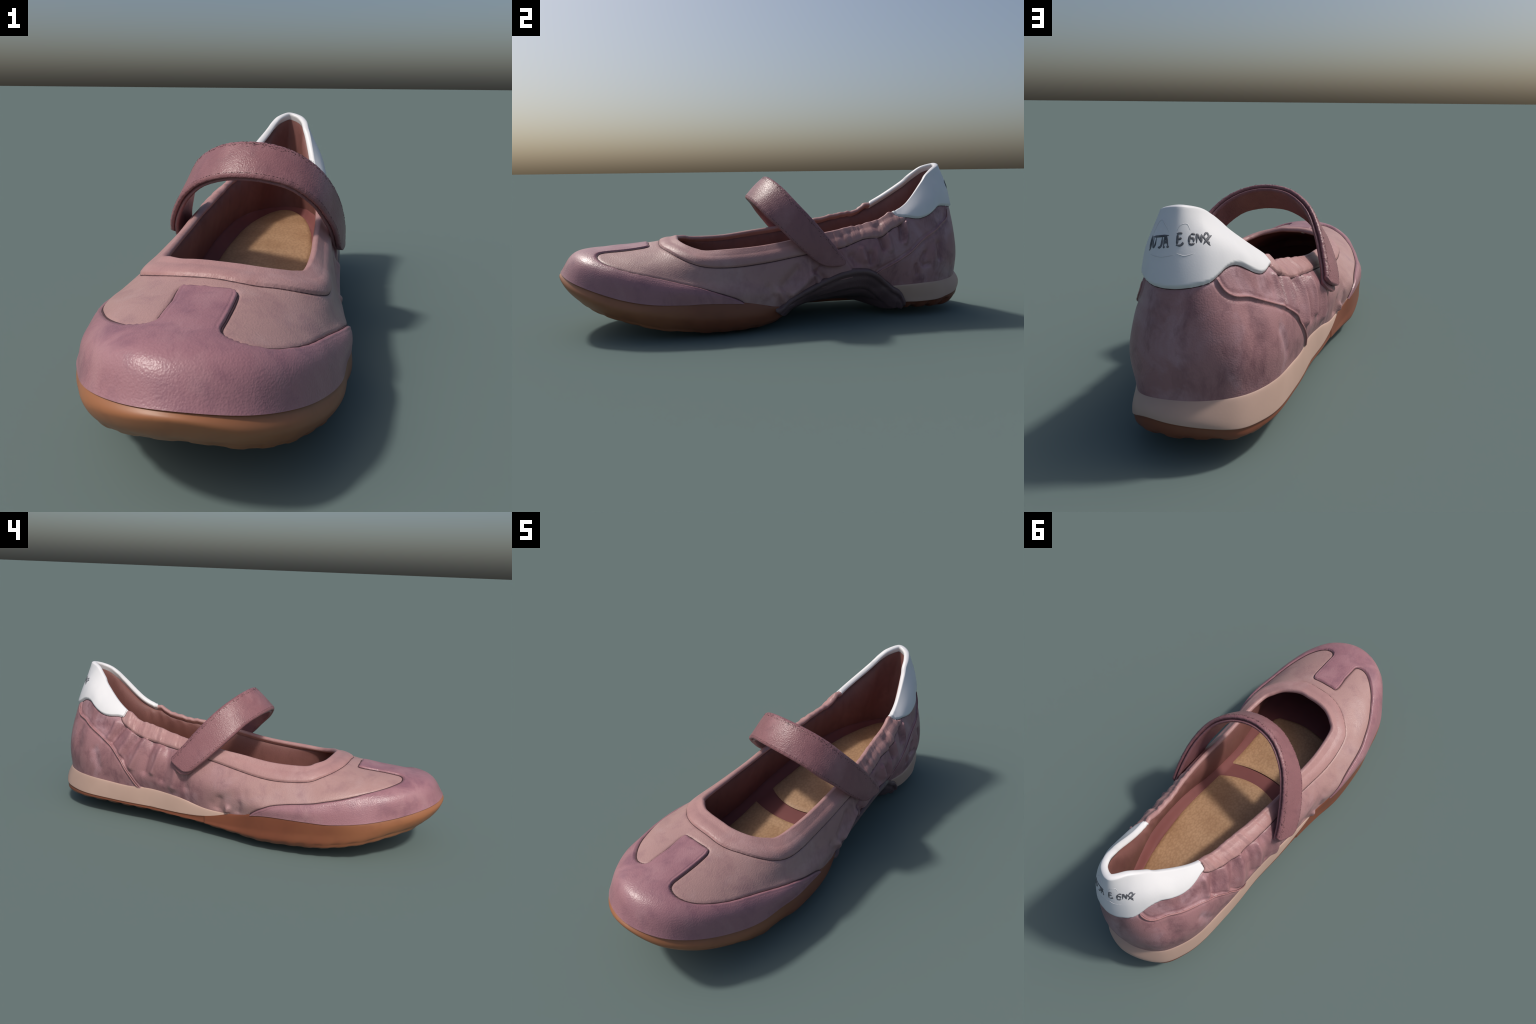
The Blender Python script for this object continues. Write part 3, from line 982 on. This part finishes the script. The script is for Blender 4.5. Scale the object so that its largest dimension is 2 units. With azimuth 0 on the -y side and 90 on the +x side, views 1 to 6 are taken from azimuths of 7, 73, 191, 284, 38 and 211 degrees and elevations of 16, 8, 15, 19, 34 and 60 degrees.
def band(name, depth0, depth1, inset, s0, s1, wob, mat):
    """strip between two depths below the strap's outer face, with rounded edges"""
    sel = np.where((s01 >= s0) & (s01 <= s1))[0]
    n = len(sel)
    V = []
    prof = []  # closed cross-section in (across 0..1, depth 0..1), rounded corners
    for j in range(NWs):
        prof.append((j / (NWs - 1), 0))
    for j in range(1, 5):
        prof.append((1, j / 5))
    for j in range(NWs):
        prof.append((1 - j / (NWs - 1), 1))
    for j in range(1, 5):
        prof.append((0, 1 - j / 5))
    for m_, i in enumerate(sel):
        wdt = np.linalg.norm(re_[i] - fe[i])
        # rounded ends
        lo, hi = inset, wdt - inset
        dist_end = min(m_, n - 1 - m_) / (n - 1) * (s1 - s0) * 1.45
        rad = .048
        if dist_end < rad:
            cutb = rad - math.sqrt(max(rad**2 - (rad - dist_end)**2, 0))
            lo, hi = lo + cutb, hi - cutb
        for (w, dp) in prof:
            x = lo + (hi - lo) * w
            ed = min(x - inset, wdt - inset - x)
            crown = .005 * (1 - (2 * x / wdt - 1)**2)
            th = depth1 - depth0
            round_ = min(.005, th * .45)
            drop = round_ * (1 - math.sqrt(max(0, 1 - (1 - min(1, max(0, ed) / round_))**2)))
            endk = min(1, dist_end / .006)
            drop = max(drop, round_ * (1 - math.sqrt(max(0, 1 - (1 - endk)**2))))
            d = depth0 + drop + (th - 2 * drop) * dp
            side = 0
            if 0 < dp < 1:   # bulging side
                side = .0015 * math.sin(math.pi * dp) * (1 if w > .5 else -1)
            ripple = wob * (math.sin(i * 1.7 + x * 40) * math.sin(i * .61) + .7 * math.sin(i * 2.9 + 1)) * math.exp(-max(ed, 0) / .012)
            V.append(fe[i] + across[i] * (x + side) + out_n[i] * (crown - d + ripple))
    m = len(prof)
    F = []
    for i in range(n - 1):
        for j in range(m):
            j2 = (j + 1) % m
            F.append((i * m + j, (i + 1) * m + j, (i + 1) * m + j2, i * m + j2))
    F.append(tuple(range(m)))
    F.append(tuple((n - 1) * m + j for j in range(m))[::-1])
    return add_mesh(name, V, [f[::-1] for f in F], mat, root)


strap = band('strap', 0, .018, 0, 0, .982, .0012, M_STRAP)
back = band('strap_backing', .0186, .034, .0015, .0, 1, .0005, M_STRAP)
back.parent = strap

# stitches along both strap edges
stitch = []
for i in range(5, NSs - 9):
    wdt = np.linalg.norm(re_[i] - fe[i])
    rear = .35 + .65 * math.exp(-((s01[i] - .45) / .22)**2)    # the rear edge is the most worn
    rowsx = [(.011, 1 if i % 2 else 0), (wdt - .016, 1 if i % 2 else .3 * rear), (wdt - .009 + .003 * rng.normal(), .75 * rear),
             (wdt - .021 + .004 * rng.normal(), .45 * rear)]
    for x, chance in rowsx:
        if rng.random() > chance:
            continue
        cr = .005 * (1 - (2 * x / wdt - 1)**2)
        p = fe[i] + across[i] * x + out_n[i] * (cr + .0002) + along[i] * .002 * rng.normal()
        half = .0026 + .0016 * rng.random()
        tw = across[i] * .25 * rng.normal()
        ln = np.array([p + (along[i] + tw) * u for u in np.linspace(-half, half, 5)])
        stitch.append(tube(ln, np.repeat(out_n[i][None], 5, 0), .0011 + .0006 * rng.random(), .5, 5))
V, F = join(stitch)
st = add_mesh('stitching', V, F, M_SEAM, strap)
st['kind'] = 'stuff'

# ----------------------------------------------------------------------------
# LETTERING on the white tab: inked strokes in a coordinate field 0..950 x 0..200
# ----------------------------------------------------------------------------
STROKES = [
    [[(20, 0), (15, 100), (25, 190)], [(20, 190), (45, 150), (48, 80), (35, 10), (10, -20)]],              # D
    [[(60, 170), (190, 172), (330, 180)], [(85, 170), (85, 60), (105, 25), (130, 60), (135, 165)]],          # barred U
    [[(235, 172), (238, 60), (215, 20), (185, 25)]],                                                          # J hook
    [[(268, 20), (285, 170), (335, 25)], [(262, 22), (290, 24)], [(272, 85), (312, 90)], [(312, 24), (345, 28)]],   # A
    [[(440, 40), (440, 205)], [(420, 200), (480, 205), (500, 190)], [(440, 125), (480, 130), (490, 150)],
     [(425, 40), (490, 38), (522, 62), (518, 85)]],                                                           # E
    [[(610, 60), (606, 120), (622, 180)], [(600, 60), (640, 40), (682, 55)], [(610, 120), (660, 124), (664, 70)],
     [(620, 180), (660, 185), (672, 165)]],                                                                   # e
    [[(705, 55), (708, 180), (770, 60)], [(770, 60), (776, 185)]],                                           # N
    [[(800, 130), (830, 190), (870, 210), (890, 150), (860, 105), (820, 110)], [(770, 180), (850, 90), (905, 25)],
     [(945, 185), (870, 130), (800, 40)], [(885, 90), (880, 40)]],                                            # knot
]
GHOST = [[(40, 230), (100, 360), (170, 400), (250, 330), (320, 230)], [(420, 240), (470, 320), (560, 330), (610, 240)],
         [(60, -70), (250, -110), (420, -90)], [(440, -70), (560, -110), (680, -80)]]


def stroke_points(pts, n):
    p = spline(pts, n)
    a = np.interp(p[:, 0] + 250, [200, 265, 580, 665, 830, 1180, 1300], [16.45, 16.72, 17.68, 17.98, 18.42, 19.5, 19.85])
    h = .86 + (p[:, 1] - 182) / 137 * .05
    return a, h


for name, strokes, rad, mat in (('lettering', [s_ for g in STROKES for s_ in g], .0034, M_INK), ('embossing', GHOST, .0014, M_GHOST)):
    parts = []
    for pts in strokes:
        a_, h_ = stroke_points(pts, 14)
        P, n_ = skin_at(a_, h_, .0002)
        parts.append(tube(P, n_, rad, .35, 6))
    V, F = join(parts)
    add_mesh(name, V, F, mat, root)
